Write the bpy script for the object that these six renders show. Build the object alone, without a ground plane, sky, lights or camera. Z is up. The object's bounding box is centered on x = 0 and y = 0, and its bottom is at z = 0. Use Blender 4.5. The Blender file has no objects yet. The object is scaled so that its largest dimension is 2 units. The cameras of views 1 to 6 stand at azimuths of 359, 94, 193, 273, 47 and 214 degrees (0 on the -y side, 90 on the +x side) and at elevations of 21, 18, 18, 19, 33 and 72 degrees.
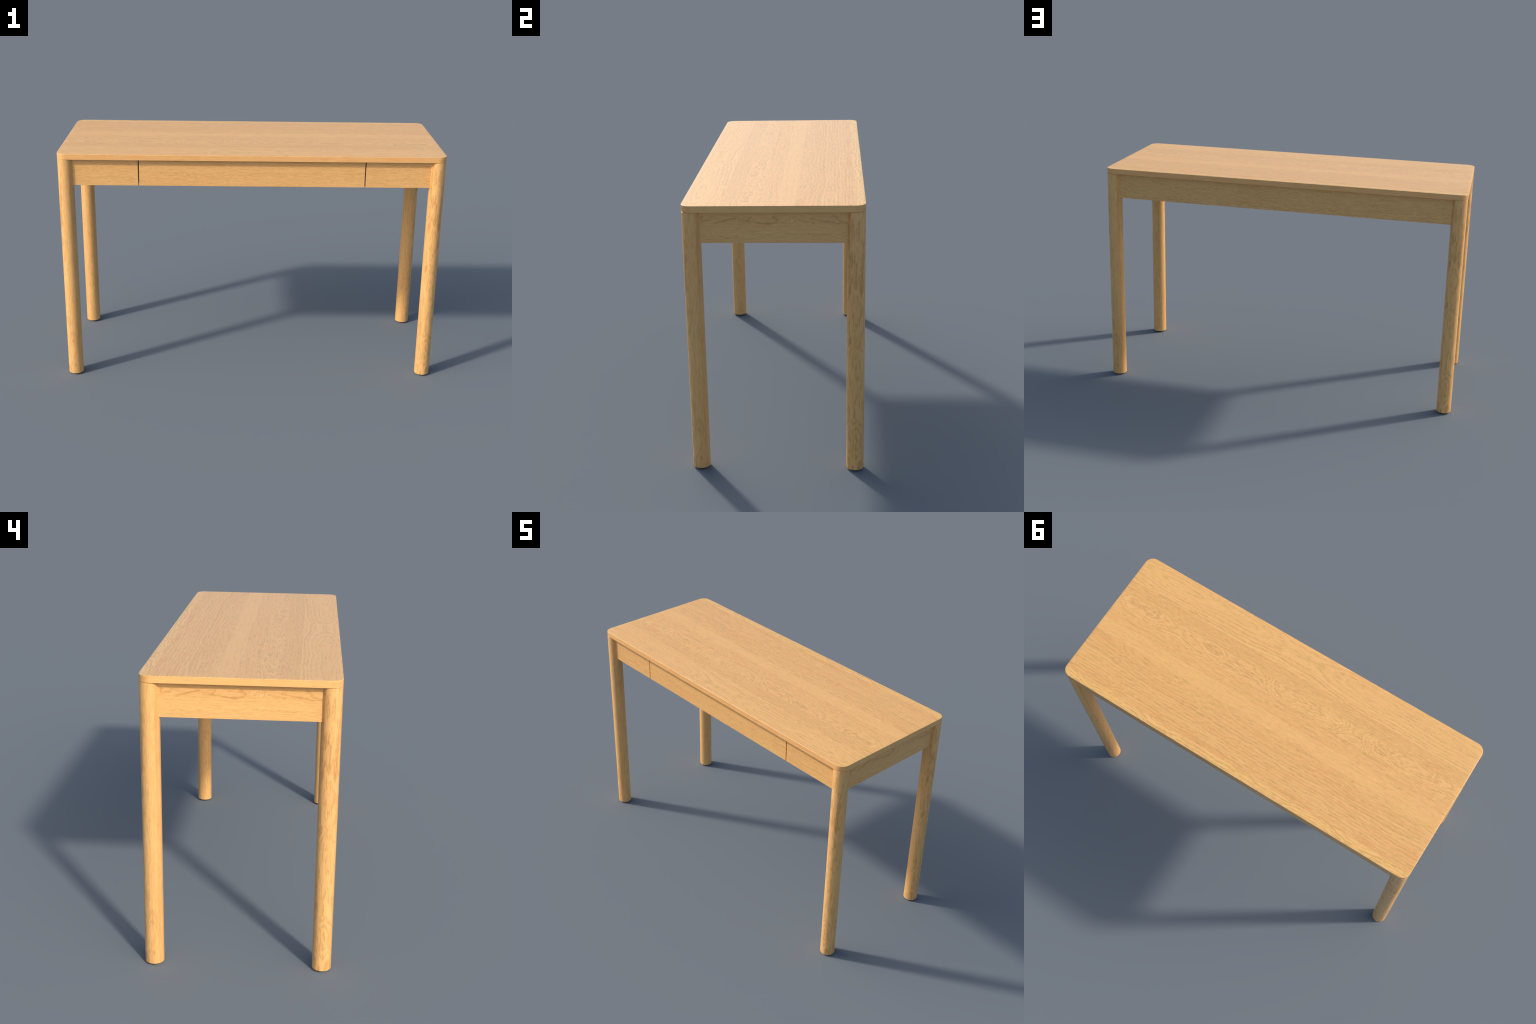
"""Oak writing desk: rounded veneered top, four round legs, an apron with one
wide drawer between two short fixed fronts.  Everything is in metres, z up."""
import bpy, bmesh, math
from mathutils import Vector

# ------------------------------------------------------------------ sizes
HALF_X, HALF_Y = 1.0, 0.3917          # half length / half depth of the top
TOP_Z, TOP_UNDER = 1.2488, 1.2196     # upper and lower face of the top
CORNER_R = 0.045                      # plan radius of the top's corners
VENEER = 0.0024                       # thickness of the top sheet
BAND = 0.0040                         # thickness of the solid edge strips
LEG_R = 0.0399
LEG_X, LEG_Y = 0.9591, 0.3514
APRON_Z0, APRON_Z1 = 1.0793, 1.2194   # lower / upper edge of the aprons
FRONT_Y, BACK_Y, SIDE_X = -0.3665, 0.3665, 0.9745   # outer faces
BOARD = 0.030                         # apron board thickness
GAP_X, GAP = 0.5845, 0.0056           # slits either side of the drawer

scene = bpy.context.scene


# ================================================================== node kit
class Kit:
    """Small wrapper so that a material reads like a formula."""

    def __init__(self, name):
        self.mat = bpy.data.materials.new(name)
        self.mat.use_nodes = True
        self.t = self.mat.node_tree
        self.bsdf = self.t.nodes["Principled BSDF"]
        pos = self.t.nodes.new("ShaderNodeTexCoord").outputs["Object"]
        sep = self.t.nodes.new("ShaderNodeSeparateXYZ")
        self.t.links.new(pos, sep.inputs[0])
        self.pos, (self.x, self.y, self.z) = pos, sep.outputs

    def put(self, socket, value):
        if isinstance(value, bpy.types.NodeSocket):
            self.t.links.new(value, socket)
        else:
            socket.default_value = value

    def m(self, op, a, b=0.0, c=0.0, clamp=False):
        n = self.t.nodes.new("ShaderNodeMath")
        n.operation, n.use_clamp = op, clamp
        for s, v in zip(n.inputs, (a, b, c)):
            self.put(s, v)
        return n.outputs[0]

    def add(self, *v):
        r = v[0]
        for w in v[1:]:
            r = self.m("ADD", r, w)
        return r

    def mul(self, *v):
        r = v[0]
        for w in v[1:]:
            r = self.m("MULTIPLY", r, w)
        return r

    def sub(self, a, b):
        return self.m("SUBTRACT", a, b)

    def vec(self, x, y, z):
        n = self.t.nodes.new("ShaderNodeCombineXYZ")
        for s, v in zip(n.inputs, (x, y, z)):
            self.put(s, v)
        return n.outputs[0]

    def noise(self, v, scale=1.0, detail=2.0, rough=0.5):
        """noise centred on zero, about -1..1"""
        n = self.t.nodes.new("ShaderNodeTexNoise")
        self.put(n.inputs["Vector"], v)
        n.inputs["Scale"].default_value = scale
        n.inputs["Detail"].default_value = detail
        n.inputs["Roughness"].default_value = rough
        return self.m("MULTIPLY_ADD", n.outputs["Fac"], 3.4, -1.7)

    def step(self, v, lo, hi):
        """smooth 0..1 ramp of v between lo and hi"""
        n = self.t.nodes.new("ShaderNodeMapRange")
        n.interpolation_type = "SMOOTHSTEP"
        self.put(n.inputs["Value"], v)
        n.inputs["From Min"].default_value, n.inputs["From Max"].default_value = lo, hi
        return n.outputs[0]

    def bump1(self, v, centre, width):
        """soft bell: 1 at centre, 0 beyond width"""
        return self.m("SUBTRACT", 1.0, self.step(self.m("ABSOLUTE", self.sub(v, centre)), 0.0, width))

    def blend(self, f, a, b):
        n = self.t.nodes.new("ShaderNodeMix")
        n.data_type = "FLOAT"
        self.put(n.inputs["Factor"], f)
        self.put(n.inputs[2], a)
        self.put(n.inputs[3], b)
        return n.outputs[0]

    def tint(self, f, a, b, mode="MIX"):
        n = self.t.nodes.new("ShaderNodeMix")
        n.data_type, n.blend_type = "RGBA", mode
        self.put(n.inputs["Factor"], f)
        for s, v in ((n.inputs[6], a), (n.inputs[7], b)):
            self.put(s, (*v, 1.0) if isinstance(v, tuple) else v)
        return n.outputs[2]

    def rings(self, r):
        """growth rings, r counts them: dark early wood fading out, uneven widths; about -1..1"""
        uneven = self.noise(self.vec(self.mul(r, 0.9), 0.0, 0.0), 1.0, 2.0, 0.6)
        f = self.m("FRACT", self.add(r, self.mul(uneven, 0.35)))
        wave = self.sub(self.step(f, 0.0, 0.60), self.step(f, 0.60, 1.0))
        return self.add(self.m("MULTIPLY_ADD", wave, 1.2, -0.6), self.mul(uneven, 0.55))

    def finish(self, colour, rough=0.36, spec=0.55):
        self.put(self.bsdf.inputs["Base Color"], colour)
        self.put(self.bsdf.inputs["Roughness"], rough)
        self.bsdf.inputs["Specular IOR Level"].default_value = spec
        return self.mat


OAK = (0.872, 0.478, 0.166)           # mean colour of the oiled oak
OAK_LIGHT = (1.000, 0.568, 0.222)
OAK_DARK = (0.580, 0.324, 0.098)      # olive brown of the open pores
OAK_MARK = (0.600, 0.285, 0.082)      # brown of knots and curly figure
OAK_RED = (0.860, 0.415, 0.138)
OAK_YELLOW = (0.880, 0.528, 0.150)


def oak_colour(k, tone, hue, mark=None):
    """tone: + darker, - lighter; hue: + redder, - yellower (all about -1..1);
    mark: 0..1 brown figure marks"""
    c = k.tint(k.m("MULTIPLY", hue, 1.0, clamp=True), OAK, OAK_RED)
    c = k.tint(k.m("MULTIPLY", hue, -1.0, clamp=True), c, OAK_YELLOW)
    c = k.tint(k.m("MAXIMUM", tone, 0.0, clamp=True), c, OAK_DARK)
    c = k.tint(k.m("MULTIPLY", tone, -1.0, clamp=True), c, OAK_LIGHT)
    return c if mark is None else k.tint(k.m("MULTIPLY", mark, 1.0, clamp=True), c, OAK_MARK)


def fibre(k, along, across, depth=0.0, seed=0.0):
    """streaky silk of the wood: short vessels plus long soft bands"""
    def layer(fa, fc, s, rough=0.55):
        return k.noise(k.vec(k.m("MULTIPLY_ADD", along, fa, s), k.mul(across, fc), k.mul(depth, fc) if depth != 0.0 else 0.0), 1.0, 2.0, rough)
    flecks = k.m("MAXIMUM", k.sub(layer(24.0, 170.0, seed + 83.0), 0.35), 0.0)
    return k.add(k.mul(layer(17.0, 215.0, seed), 0.72), k.mul(layer(3.2, 115.0, seed + 31.0), 0.34),
                 k.mul(layer(42.0, 300.0, seed + 57.0), 0.80), k.mul(flecks, -0.85), 0.06)


# ================================================================== materials
def veneer_material():
    """veneer leaves side by side, grain along x, each with its own figure"""
    k = Kit("oak_veneer")
    x, y = k.x, k.y
    wob = k.noise(k.vec(k.mul(x, 2.2), k.mul(y, 9.0), 0.0), 1.0, 2.0)          # slow wander
    jag = k.noise(k.vec(k.mul(x, 13.0), k.mul(y, 60.0), 3.0), 1.0, 3.0, 0.6)   # oak's ragged edge

    def cathedral(yc, seed, base, swing, stretch, freq, wander, ragged):
        """rings cut tangentially: distance to a pith line that rises and dips along x"""
        h = k.m("MULTIPLY_ADD", k.noise(k.vec(k.mul(x, stretch), seed, 0.0), 1.0, 1.5), swing, base)
        dy = k.sub(y, yc)
        r = k.m("SQRT", k.add(k.mul(dy, dy), k.mul(h, h)))
        return k.add(k.mul(r, freq), k.mul(wob, wander), k.mul(jag, ragged))

    def straight(freq, wander, ragged, seed):
        drift = k.noise(k.vec(k.mul(x, 0.9), k.mul(y, 3.0), seed), 1.0, 1.0)
        return k.add(k.mul(y, freq), k.mul(drift, wander), k.mul(jag, ragged))

    # (upper y limit, ring field, strength of the rings, tone, hue)
    leaves = [
        (-0.226, cathedral(-0.330, 1.7, 0.055, 0.070, 1.5, 66.0, 0.50, 0.38), 0.50, -0.12, -0.05),
        (-0.146, straight(70.0, 1.2, 0.60, 5.0), 0.14, 0.11, 0.10),
        (-0.058, cathedral(-0.122, 8.3, 0.062, 0.040, 3.4, 120.0, 0.50, 0.85), 0.66, -0.06, 0.00),
        (0.018, straight(48.0, 1.4, 0.70, 9.0), 0.26, 0.02, 0.22),
        (0.096, straight(42.0, 1.2, 0.70, 12.0), 0.22, -0.17, -0.05),
        (0.350, cathedral(0.104, 15.1, 0.030, 0.055, 2.6, 60.0, 0.80, 0.45), 0.40, 0.08, 0.16),
        (9.000, cathedral(0.420, 21.4, 0.040, 0.055, 2.6, 80.0, 0.60, 0.50), 0.70, -0.12, -0.38),
    ]
    field, power, light, warm = leaves[0][1], leaves[0][2], leaves[0][3], leaves[0][4]
    for (limit, *_), (_, f, p, l, w) in zip(leaves, leaves[1:]):
        past = k.m("GREATER_THAN", k.add(y, k.mul(jag, 0.0008)), limit)
        field = k.blend(past, field, f)
        power, light, warm = k.blend(past, power, p), k.blend(past, light, l), k.blend(past, warm, w)
    silk = fibre(k, x, y)
    line = k.mul(k.rings(field), k.m("MULTIPLY_ADD", silk, 0.45, 0.85))
    patch = k.noise(k.vec(k.mul(x, 1.4), k.mul(y, 14.0), 7.0), 1.0, 2.0)
    red = k.mul(k.bump1(y, 0.329, 0.022), k.step(k.noise(k.vec(k.mul(x, 2.5), 2.0, 4.0)), -0.3, 0.6))
    tone = k.add(k.mul(line, power), light, k.mul(silk, 0.62), k.mul(patch, 0.04), k.mul(red, 0.28))
    hue = k.add(warm, k.mul(patch, 0.30), k.mul(red, 0.9), k.mul(k.noise(k.vec(k.mul(x, 9.0), k.mul(y, 40.0), 9.0)), 0.35))
    return k.finish(oak_colour(k, tone, hue))


def leg_material():
    """turned solid oak, grain along z: flame figure on one side (-x), a plain
    side (-y) with nested arches and a small knot, pinstripes between"""
    k = Kit("oak_turned")
    x, y, z = k.x, k.y, k.z
    wob = k.noise(k.vec(k.mul(x, 14.0), k.mul(y, 14.0), k.mul(z, 3.0)), 1.0, 2.0)
    jag = k.noise(k.vec(k.mul(x, 75.0), k.mul(y, 75.0), k.mul(z, 13.0)), 1.0, 3.0, 0.6)
    lean = k.noise(k.vec(3.3, 0.0, k.mul(z, 3.4)), 1.0, 1.0, 0.5)
    px = k.m("MULTIPLY_ADD", lean, 0.026, 0.046)         # pith wanders beside the leg
    dx, dy = k.sub(x, px), k.sub(y, 0.004)
    r = k.m("SQRT", k.add(k.mul(dx, dx), k.mul(dy, dy)))
    field = k.add(k.mul(r, 85.0), k.mul(wob, 0.40), k.mul(jag, 0.85))
    silk = k.add(fibre(k, z, x, y), k.mul(k.noise(k.vec(k.mul(x, 260.0), k.mul(y, 260.0), k.mul(z, 5.0)), 1.0, 1.0), 0.45))
    line = k.mul(k.rings(field), k.m("MULTIPLY_ADD", silk, 0.60, 0.80))
    flame = k.step(k.mul(x, -1.0), 0.006, 0.034)          # the tangential (-x) side
    plain = k.step(k.mul(y, -1.0), 0.018, 0.036)          # the radial (-y) side
    power = k.add(0.26, k.mul(flame, 0.50), k.mul(plain, -0.10))
    # nested arches low on the plain side, and a small knot under them
    bow = k.add(z, k.mul(x, x, 110.0), k.mul(jag, 0.006), k.mul(wob, 0.010))
    arch = k.m("MAXIMUM", k.bump1(bow, 0.203, 0.011), k.mul(k.bump1(bow, 0.247, 0.026), 0.75))
    kx, kz = k.mul(k.sub(x, 0.004), 1.0 / 0.006), k.mul(k.sub(z, 0.060), 1.0 / 0.013)
    knot = k.sub(1.0, k.step(k.add(k.mul(kx, kx), k.mul(kz, kz)), 0.1, 1.3))
    mark = k.mul(plain, k.m("MAXIMUM", k.mul(arch, 0.85), knot))
    # darker, redder stripe down the two flanks
    flank = k.mul(k.step(k.m("ABSOLUTE", k.sub(x, y)), 0.0548, 0.0568), k.step(k.noise(k.vec(1.0, 5.0, k.mul(z, 3.0))), -0.7, 0.2))
    patch = k.noise(k.vec(k.mul(x, 20.0), k.mul(y, 20.0), k.mul(z, 2.0)), 1.0, 2.0)
    tone = k.add(k.mul(line, power, 0.60), k.mul(silk, 0.52), k.mul(patch, 0.10), k.mul(flank, 0.28), -0.06)
    hue = k.add(k.mul(patch, 0.45), k.mul(flank, 0.8), 0.12)
    brown = k.m("MAXIMUM", k.mul(mark, 0.55), k.mul(k.m("MAXIMUM", k.sub(line, 0.10), 0.0), power, 1.35))
    return k.finish(oak_colour(k, tone, hue, brown))


def board_material(name, seed, centre_z, freq=70.0, power=0.30, tone=0.0, hue=0.0, strokes=(), curls=None):
    """apron board, grain along its local x; rings bow round local z = centre_z.
    strokes: dark figure marks (x0, z0, x1, z1, width, depth) on the face;
    curls: (x, z, half width, half height) of a patch of tight curly figure"""
    k = Kit(name)
    x, z = k.x, k.z
    wob = k.noise(k.vec(k.mul(x, 4.0), k.mul(z, 14.0), seed), 1.0, 2.0)
    jag = k.noise(k.vec(k.mul(x, 22.0), k.mul(z, 90.0), seed), 1.0, 3.0, 0.6)
    h = k.m("MULTIPLY_ADD", k.noise(k.vec(k.mul(x, 2.6), seed + 2.0, 0.0), 1.0, 1.5), 0.06, 0.03)
    dz = k.sub(z, centre_z)
    r = k.m("SQRT", k.add(k.mul(dz, dz), k.mul(h, h)))
    field = k.add(k.mul(r, freq), k.mul(wob, 0.5), k.mul(jag, 0.90))
    silk = fibre(k, x, z, 0.0, seed)
    figure = k.add(k.mul(k.rings(field), power), k.mul(wob, 0.04))
    if curls:
        cx, cz, wx, wz = curls
        u, v = k.mul(k.sub(x, cx), 1.0 / wx), k.mul(k.sub(z, cz), 1.0 / wz)
        inside = k.sub(1.0, k.step(k.add(k.mul(u, u), k.mul(v, v)), 0.45, 1.1))
        eddy = k.rings(k.add(k.mul(k.noise(k.vec(k.mul(x, 38.0), k.mul(z, 30.0), seed)), 1.5), k.mul(x, 60.0)))
        figure = k.blend(inside, figure, k.mul(eddy, 0.95))
    marks = 0.0
    sx, sz = k.add(x, k.mul(jag, 0.010)), k.add(z, k.mul(jag, 0.0046), k.mul(wob, 0.003))
    for x0, z0, x1, z1, width, depth in strokes:
        dx, dzz = x1 - x0, z1 - z0
        ax, az = k.sub(sx, x0), k.sub(sz, z0)
        t = k.m("MULTIPLY", k.add(k.mul(ax, dx), k.mul(az, dzz)), 1.0 / (dx * dx + dzz * dzz), clamp=True)
        ex, ez = k.sub(ax, k.mul(t, dx)), k.sub(az, k.mul(t, dzz))
        near = k.sub(1.0, k.step(k.m("SQRT", k.add(k.mul(ex, ex), k.mul(ez, ez))), 0.05 * width, 1.45 * width))
        marks = k.m("MAXIMUM", marks, k.mul(near, 1.35 * depth))
    all_tone = k.add(figure, k.mul(silk, 0.55), tone)
    all_hue = k.add(k.mul(wob, 0.35), hue, k.mul(jag, 0.20))
    if strokes:
        broken = k.noise(k.vec(k.mul(x, 30.0), k.mul(z, 60.0), seed + 8.0), 1.0, 2.0)
        marks = k.mul(marks, k.m("MULTIPLY_ADD", broken, 0.55, 0.85))
        curly = k.rings(k.add(k.mul(k.noise(k.vec(k.mul(x, 8.0), k.mul(z, 26.0), seed + 4.0)), 1.3), k.mul(z, 70.0), k.mul(jag, 0.5)))
        marks = k.m("MAXIMUM", marks, k.mul(k.step(k.add(z, k.mul(wob, 0.008)), 0.008, 0.020), k.m("MAXIMUM", curly, 0.0), 0.34))
    return k.finish(oak_colour(k, all_tone, all_hue, marks if strokes else None))


def band_material(name, seed, along, warm, light):
    """solid edge strip; along = 'x' or 'y' grain"""
    k = Kit(name)
    a, b = (k.x, k.y) if along == "x" else (k.y, k.x)
    patch = k.noise(k.vec(k.mul(a, 11.0), seed, k.mul(k.z, 70.0)), 1.0, 2.0)
    silk = k.noise(k.vec(k.mul(a, 26.0), 0.0, k.mul(k.z, 210.0)), 1.0, 2.0, 0.6)
    tone = k.add(k.mul(patch, 0.20), k.mul(silk, 0.42), light)
    return k.finish(oak_colour(k, tone, k.add(warm, k.mul(patch, 0.45))))


def plain_material(name, colour, rough):
    k = Kit(name)
    n = k.noise(k.vec(k.mul(k.x, 6.0), k.mul(k.y, 60.0), k.mul(k.z, 60.0)), 1.0, 2.0)
    low = tuple(c * 0.86 for c in colour)
    return k.finish(k.tint(k.m("MULTIPLY_ADD", n, 0.5, 0.5, clamp=True), colour, low), rough)


# ================================================================== geometry kit
def make(name, bm, mat, parent, loc=(0, 0, 0), rot=0.0, smooth=35.0):
    bmesh.ops.recalc_face_normals(bm, faces=bm.faces)
    me = bpy.data.meshes.new(name)
    bm.to_mesh(me)
    bm.free()
    me.materials.append(mat)
    for p in me.polygons:
        p.use_smooth = True
    me.set_sharp_from_angle(angle=math.radians(smooth))
    return place(name, me, parent, loc, rot)


def place(name, me, parent, loc=(0, 0, 0), rot=0.0):
    ob = bpy.data.objects.new(name, me)
    scene.collection.objects.link(ob)
    ob.parent = parent
    ob.location, ob.rotation_euler = loc, (0, 0, rot)
    return ob


def board(name, size, mat, parent, loc, rot=0.0, edge=0.0012):
    """box of the given size centred on loc, its edges eased"""
    bm = bmesh.new()
    bmesh.ops.create_cube(bm, size=1.0)
    bmesh.ops.scale(bm, vec=size, verts=bm.verts)
    if edge:
        bmesh.ops.bevel(bm, geom=list(bm.edges), offset=edge, segments=2, profile=0.5, affect="EDGES")
    return make(name, bm, mat, parent, loc, rot, smooth=5.0)


def rounded_rect(hx, hy, r, steps=12):
    pts = []
    for cx, cy, a0 in ((hx - r, hy - r, 0), (-hx + r, hy - r, 90), (-hx + r, -hy + r, 180), (hx - r, -hy + r, 270)):
        for i in range(steps + 1):
            a = math.radians(a0 + 90.0 * i / steps)
            pts.append((cx + r * math.cos(a), cy + r * math.sin(a)))
    return pts


def loft(bm, rings, cap=True):
    """skin a list of equally long closed rings of (x, y, z)"""
    rows = [[bm.verts.new(p) for p in ring] for ring in rings]
    n = len(rows[0])
    for lo, hi in zip(rows, rows[1:]):
        for i in range(n):
            bm.faces.new((lo[i], lo[(i + 1) % n], hi[(i + 1) % n], hi[i]))
    if cap:
        bm.faces.new(rows[0][::-1])
        bm.faces.new(rows[-1])
    return rows


# ================================================================== build
desk = bpy.data.objects.new("writing_desk", None)
scene.collection.objects.link(desk)
desk["label"] = "light oak desk with round legs, rounded top and one wide drawer"
desk["category"] = "desk"

VENEER_MAT = veneer_material()
LEG_MAT = leg_material()
FRONT_MAT = board_material("oak_front", 3.0, -0.085, 70.0, 0.32, -0.05, 0.24)
SHORT_MAT = board_material("oak_short_front", 11.0, -0.095, 85.0, 0.40, -0.05, 0.22)
BACK_MAT = board_material("oak_back", 23.0, 0.022, 75.0, 0.44, 0.03, 0.12)
SIDE_STROKES = (
    (-0.226, 0.025, -0.190, 0.0345, 0.0055, 0.55), (-0.190, 0.0345, -0.155, 0.043, 0.0045, 0.50),
    (-0.094, 0.045, -0.107, 0.029, 0.0050, 0.60), (-0.107, 0.029, -0.071, 0.0185, 0.0045, 0.60),
    (-0.071, 0.0185, -0.006, 0.017, 0.0045, 0.55), (-0.145, 0.0275, -0.112, 0.029, 0.0075, 0.42),
    (-0.006, 0.017, 0.016, 0.024, 0.0055, 0.50), (0.002, 0.046, 0.020, 0.032, 0.0060, 0.55),
    (0.160, 0.036, 0.280, 0.014, 0.0045, 0.50), (0.105, 0.032, 0.175, 0.021, 0.0040, 0.40),
    (0.255, 0.047, 0.275, 0.033, 0.0075, 0.42), (0.280, 0.028, 0.316, 0.018, 0.0050, 0.50),
    (-0.303, 0.046, -0.303, 0.028, 0.0070, 0.55), (-0.303, 0.028, -0.270, 0.033, 0.0050, 0.40),
    (-0.262, 0.044, -0.235, 0.042, 0.0060, 0.40), (-0.240, 0.020, -0.226, 0.025, 0.0060, 0.40),
)
SIDE_MAT = board_material("oak_side", 31.0, -0.110, 80.0, 0.30, -0.13, 0.08, SIDE_STROKES, (0.068, 0.034, 0.040, 0.020))
LONG_BAND_MAT = band_material("oak_long_band", 4.0, "x", 0.78, -0.26)
END_BAND_MAT = band_material("oak_end_band", 9.0, "y", -0.15, -0.24)
CORNER_MAT = band_material("oak_corner_band", 14.0, "x", 0.72, -0.20)
CORE_MAT = plain_material("panel_core", (0.42, 0.27, 0.14), 0.8)
INSIDE_MAT = plain_material("drawer_lining", (0.50, 0.30, 0.14), 0.6)
PARTITION_MAT = plain_material("partition_board", (0.130, 0.072, 0.034), 0.8)  # colour darkened to paint in the deep shade seen through the drawer slits

# --- top: a core panel, a veneered sheet over it and solid strips round the edge
core_z1 = TOP_Z - VENEER
bm = bmesh.new()
plan = rounded_rect(HALF_X - BAND, HALF_Y - BAND, CORNER_R - BAND)
loft(bm, [[(x, y, z) for x, y in plan] for z in (TOP_UNDER + 0.0002, core_z1 - 0.0001)])
tabletop = make("tabletop", bm, CORE_MAT, desk)

bm = bmesh.new()
rings = []
ease = 0.0018                                     # rounded upper arris
for inset, z in [(0.0, core_z1)] + [(ease * (1 - math.cos(math.radians(a))), TOP_Z - ease * (1 - math.sin(math.radians(a)))) for a in (0, 22.5, 45, 67.5, 90)]:
    rings.append([(x, y, z) for x, y in rounded_rect(HALF_X - inset, HALF_Y - inset, CORNER_R - inset)])
rings.append([(x, y, TOP_Z) for x, y in rounded_rect(HALF_X - 0.012, HALF_Y - 0.012, CORNER_R - 0.012)])
loft(bm, rings)
make("veneer_sheet", bm, VENEER_MAT, tabletop, smooth=50)


def edge_strip(path_outer, path_inner, mat):
    """strip between two open plan paths, lower arris eased"""
    bm = bmesh.new()
    e = 0.0012
    section = []
    for (ox, oy), (ix, iy) in zip(path_outer, path_inner):
        n = Vector((ox - ix, oy - iy))
        n.normalize()
        section.append([bm.verts.new(p) for p in (
            (ix, iy, core_z1), (ox, oy, core_z1), (ox, oy, TOP_UNDER + e),
            (ox - 0.3 * e * n.x, oy - 0.3 * e * n.y, TOP_UNDER + 0.3 * e),
            (ox - e * n.x, oy - e * n.y, TOP_UNDER), (ix, iy, TOP_UNDER))])
    for a, b in zip(section, section[1:]):
        for i in range(6):
            bm.faces.new((a[i], a[(i + 1) % 6], b[(i + 1) % 6], b[i]))
    bm.faces.new(section[0])
    bm.faces.new(section[-1][::-1])
    return make("edge_strip", bm, mat, tabletop, smooth=12)


lx, ly = HALF_X - CORNER_R, HALF_Y - CORNER_R
for s in (-1, 1):
    edge_strip([(-lx, s * HALF_Y), (lx, s * HALF_Y)], [(-lx, s * (HALF_Y - BAND)), (lx, s * (HALF_Y - BAND))], LONG_BAND_MAT)
    edge_strip([(s * HALF_X, -ly), (s * HALF_X, ly)], [(s * (HALF_X - BAND), -ly), (s * (HALF_X - BAND), ly)], END_BAND_MAT)
for cx, cy, a0 in ((lx, ly, 0), (-lx, ly, 90), (-lx, -ly, 180), (lx, -ly, 270)):
    arc = [math.radians(a0 + 90.0 * i / 12) for i in range(13)]
    edge_strip([(cx + CORNER_R * math.cos(a), cy + CORNER_R * math.sin(a)) for a in arc],
               [(cx + (CORNER_R - BAND) * math.cos(a), cy + (CORNER_R - BAND) * math.sin(a)) for a in arc], CORNER_MAT)

# --- legs: turned, with an eased foot and a fine shadow groove under the top
# the same leg is set a quarter turn further at each corner
profile = [(LEG_R - 0.0012, 0.0060), (LEG_R - 0.0003, 0.0066), (LEG_R, 0.0078), (LEG_R, 0.0090)]
profile += [(LEG_R, z / 10.0) for z in range(1, 12)]
profile += [(LEG_R, 1.2154), (LEG_R, 1.2166), (LEG_R - 0.0003, 1.2174), (LEG_R - 0.0010, 1.2178), (LEG_R - 0.0030, 1.2178), (LEG_R - 0.0030, TOP_UNDER - 0.0001)]
bm = bmesh.new()
loft(bm, [[(r * math.cos(math.tau * i / 64), r * math.sin(math.tau * i / 64), z) for i in range(64)] for r, z in profile])
leg = make("leg", bm, LEG_MAT, desk, (-LEG_X, -LEG_Y, 0), 0.0)
for i, (sx, sy) in enumerate(((1, -1), (1, 1), (-1, 1)), 1):
    place("leg", leg.data, desk, (sx * LEG_X, sy * LEG_Y, 0), math.radians(90 * i))

# a felt glide under each foot
bm = bmesh.new()
loft(bm, [[(r * math.cos(math.tau * i / 32), r * math.sin(math.tau * i / 32), z) for i in range(32)] for r, z in ((0.0275, 0.0), (0.0285, 0.0010), (0.0285, 0.0061))])
glide = make("glide", bm, plain_material("dark_felt", (0.060, 0.052, 0.045), 0.9), leg)
for other in [o for o in desk.children if o.name.startswith("leg.")]:
    place("glide", glide.data, other)

# --- aprons
mid_z, tall = (APRON_Z0 + APRON_Z1) / 2, APRON_Z1 - APRON_Z0
reach_x, reach_y = LEG_X - 0.016, LEG_Y - 0.016        # boards end inside the legs
board("back_apron", (2 * reach_x, BOARD, tall), BACK_MAT, desk, (0, BACK_Y - BOARD / 2, mid_z), math.pi)
for s in (1, -1):
    board("side_apron", (2 * reach_y, BOARD, tall), SIDE_MAT, desk, (s * (SIDE_X - BOARD / 2), 0, mid_z), s * math.pi / 2)
inner = GAP_X + GAP / 2
for s in (-1, 1):
    board("front_apron", (reach_x - inner, BOARD, tall), SHORT_MAT, desk, (s * (reach_x + inner) / 2, FRONT_Y + BOARD / 2, mid_z))

# --- drawer: front board with a shallow box behind it, and a partition either side of it
half = GAP_X - GAP / 2
drawer = board("drawer", (2 * half, BOARD, tall - 0.003), FRONT_MAT, desk, (0, FRONT_Y + BOARD / 2, mid_z - 0.0015))
front_in, box_back, box_h = BOARD / 2, 0.60, 0.090
for s in (-1, 1):
    board("drawer_side", (0.016, box_back - front_in, box_h), INSIDE_MAT, drawer, (s * (half - 0.030), (front_in + box_back) / 2, -0.012))
board("drawer_back", (2 * half - 0.076, 0.016, box_h), INSIDE_MAT, drawer, (0, box_back - 0.008, -0.012))
board("drawer_bottom", (2 * half - 0.076, box_back - front_in - 0.016, 0.008), INSIDE_MAT, drawer, (0, (front_in + box_back - 0.016) / 2, -0.048))
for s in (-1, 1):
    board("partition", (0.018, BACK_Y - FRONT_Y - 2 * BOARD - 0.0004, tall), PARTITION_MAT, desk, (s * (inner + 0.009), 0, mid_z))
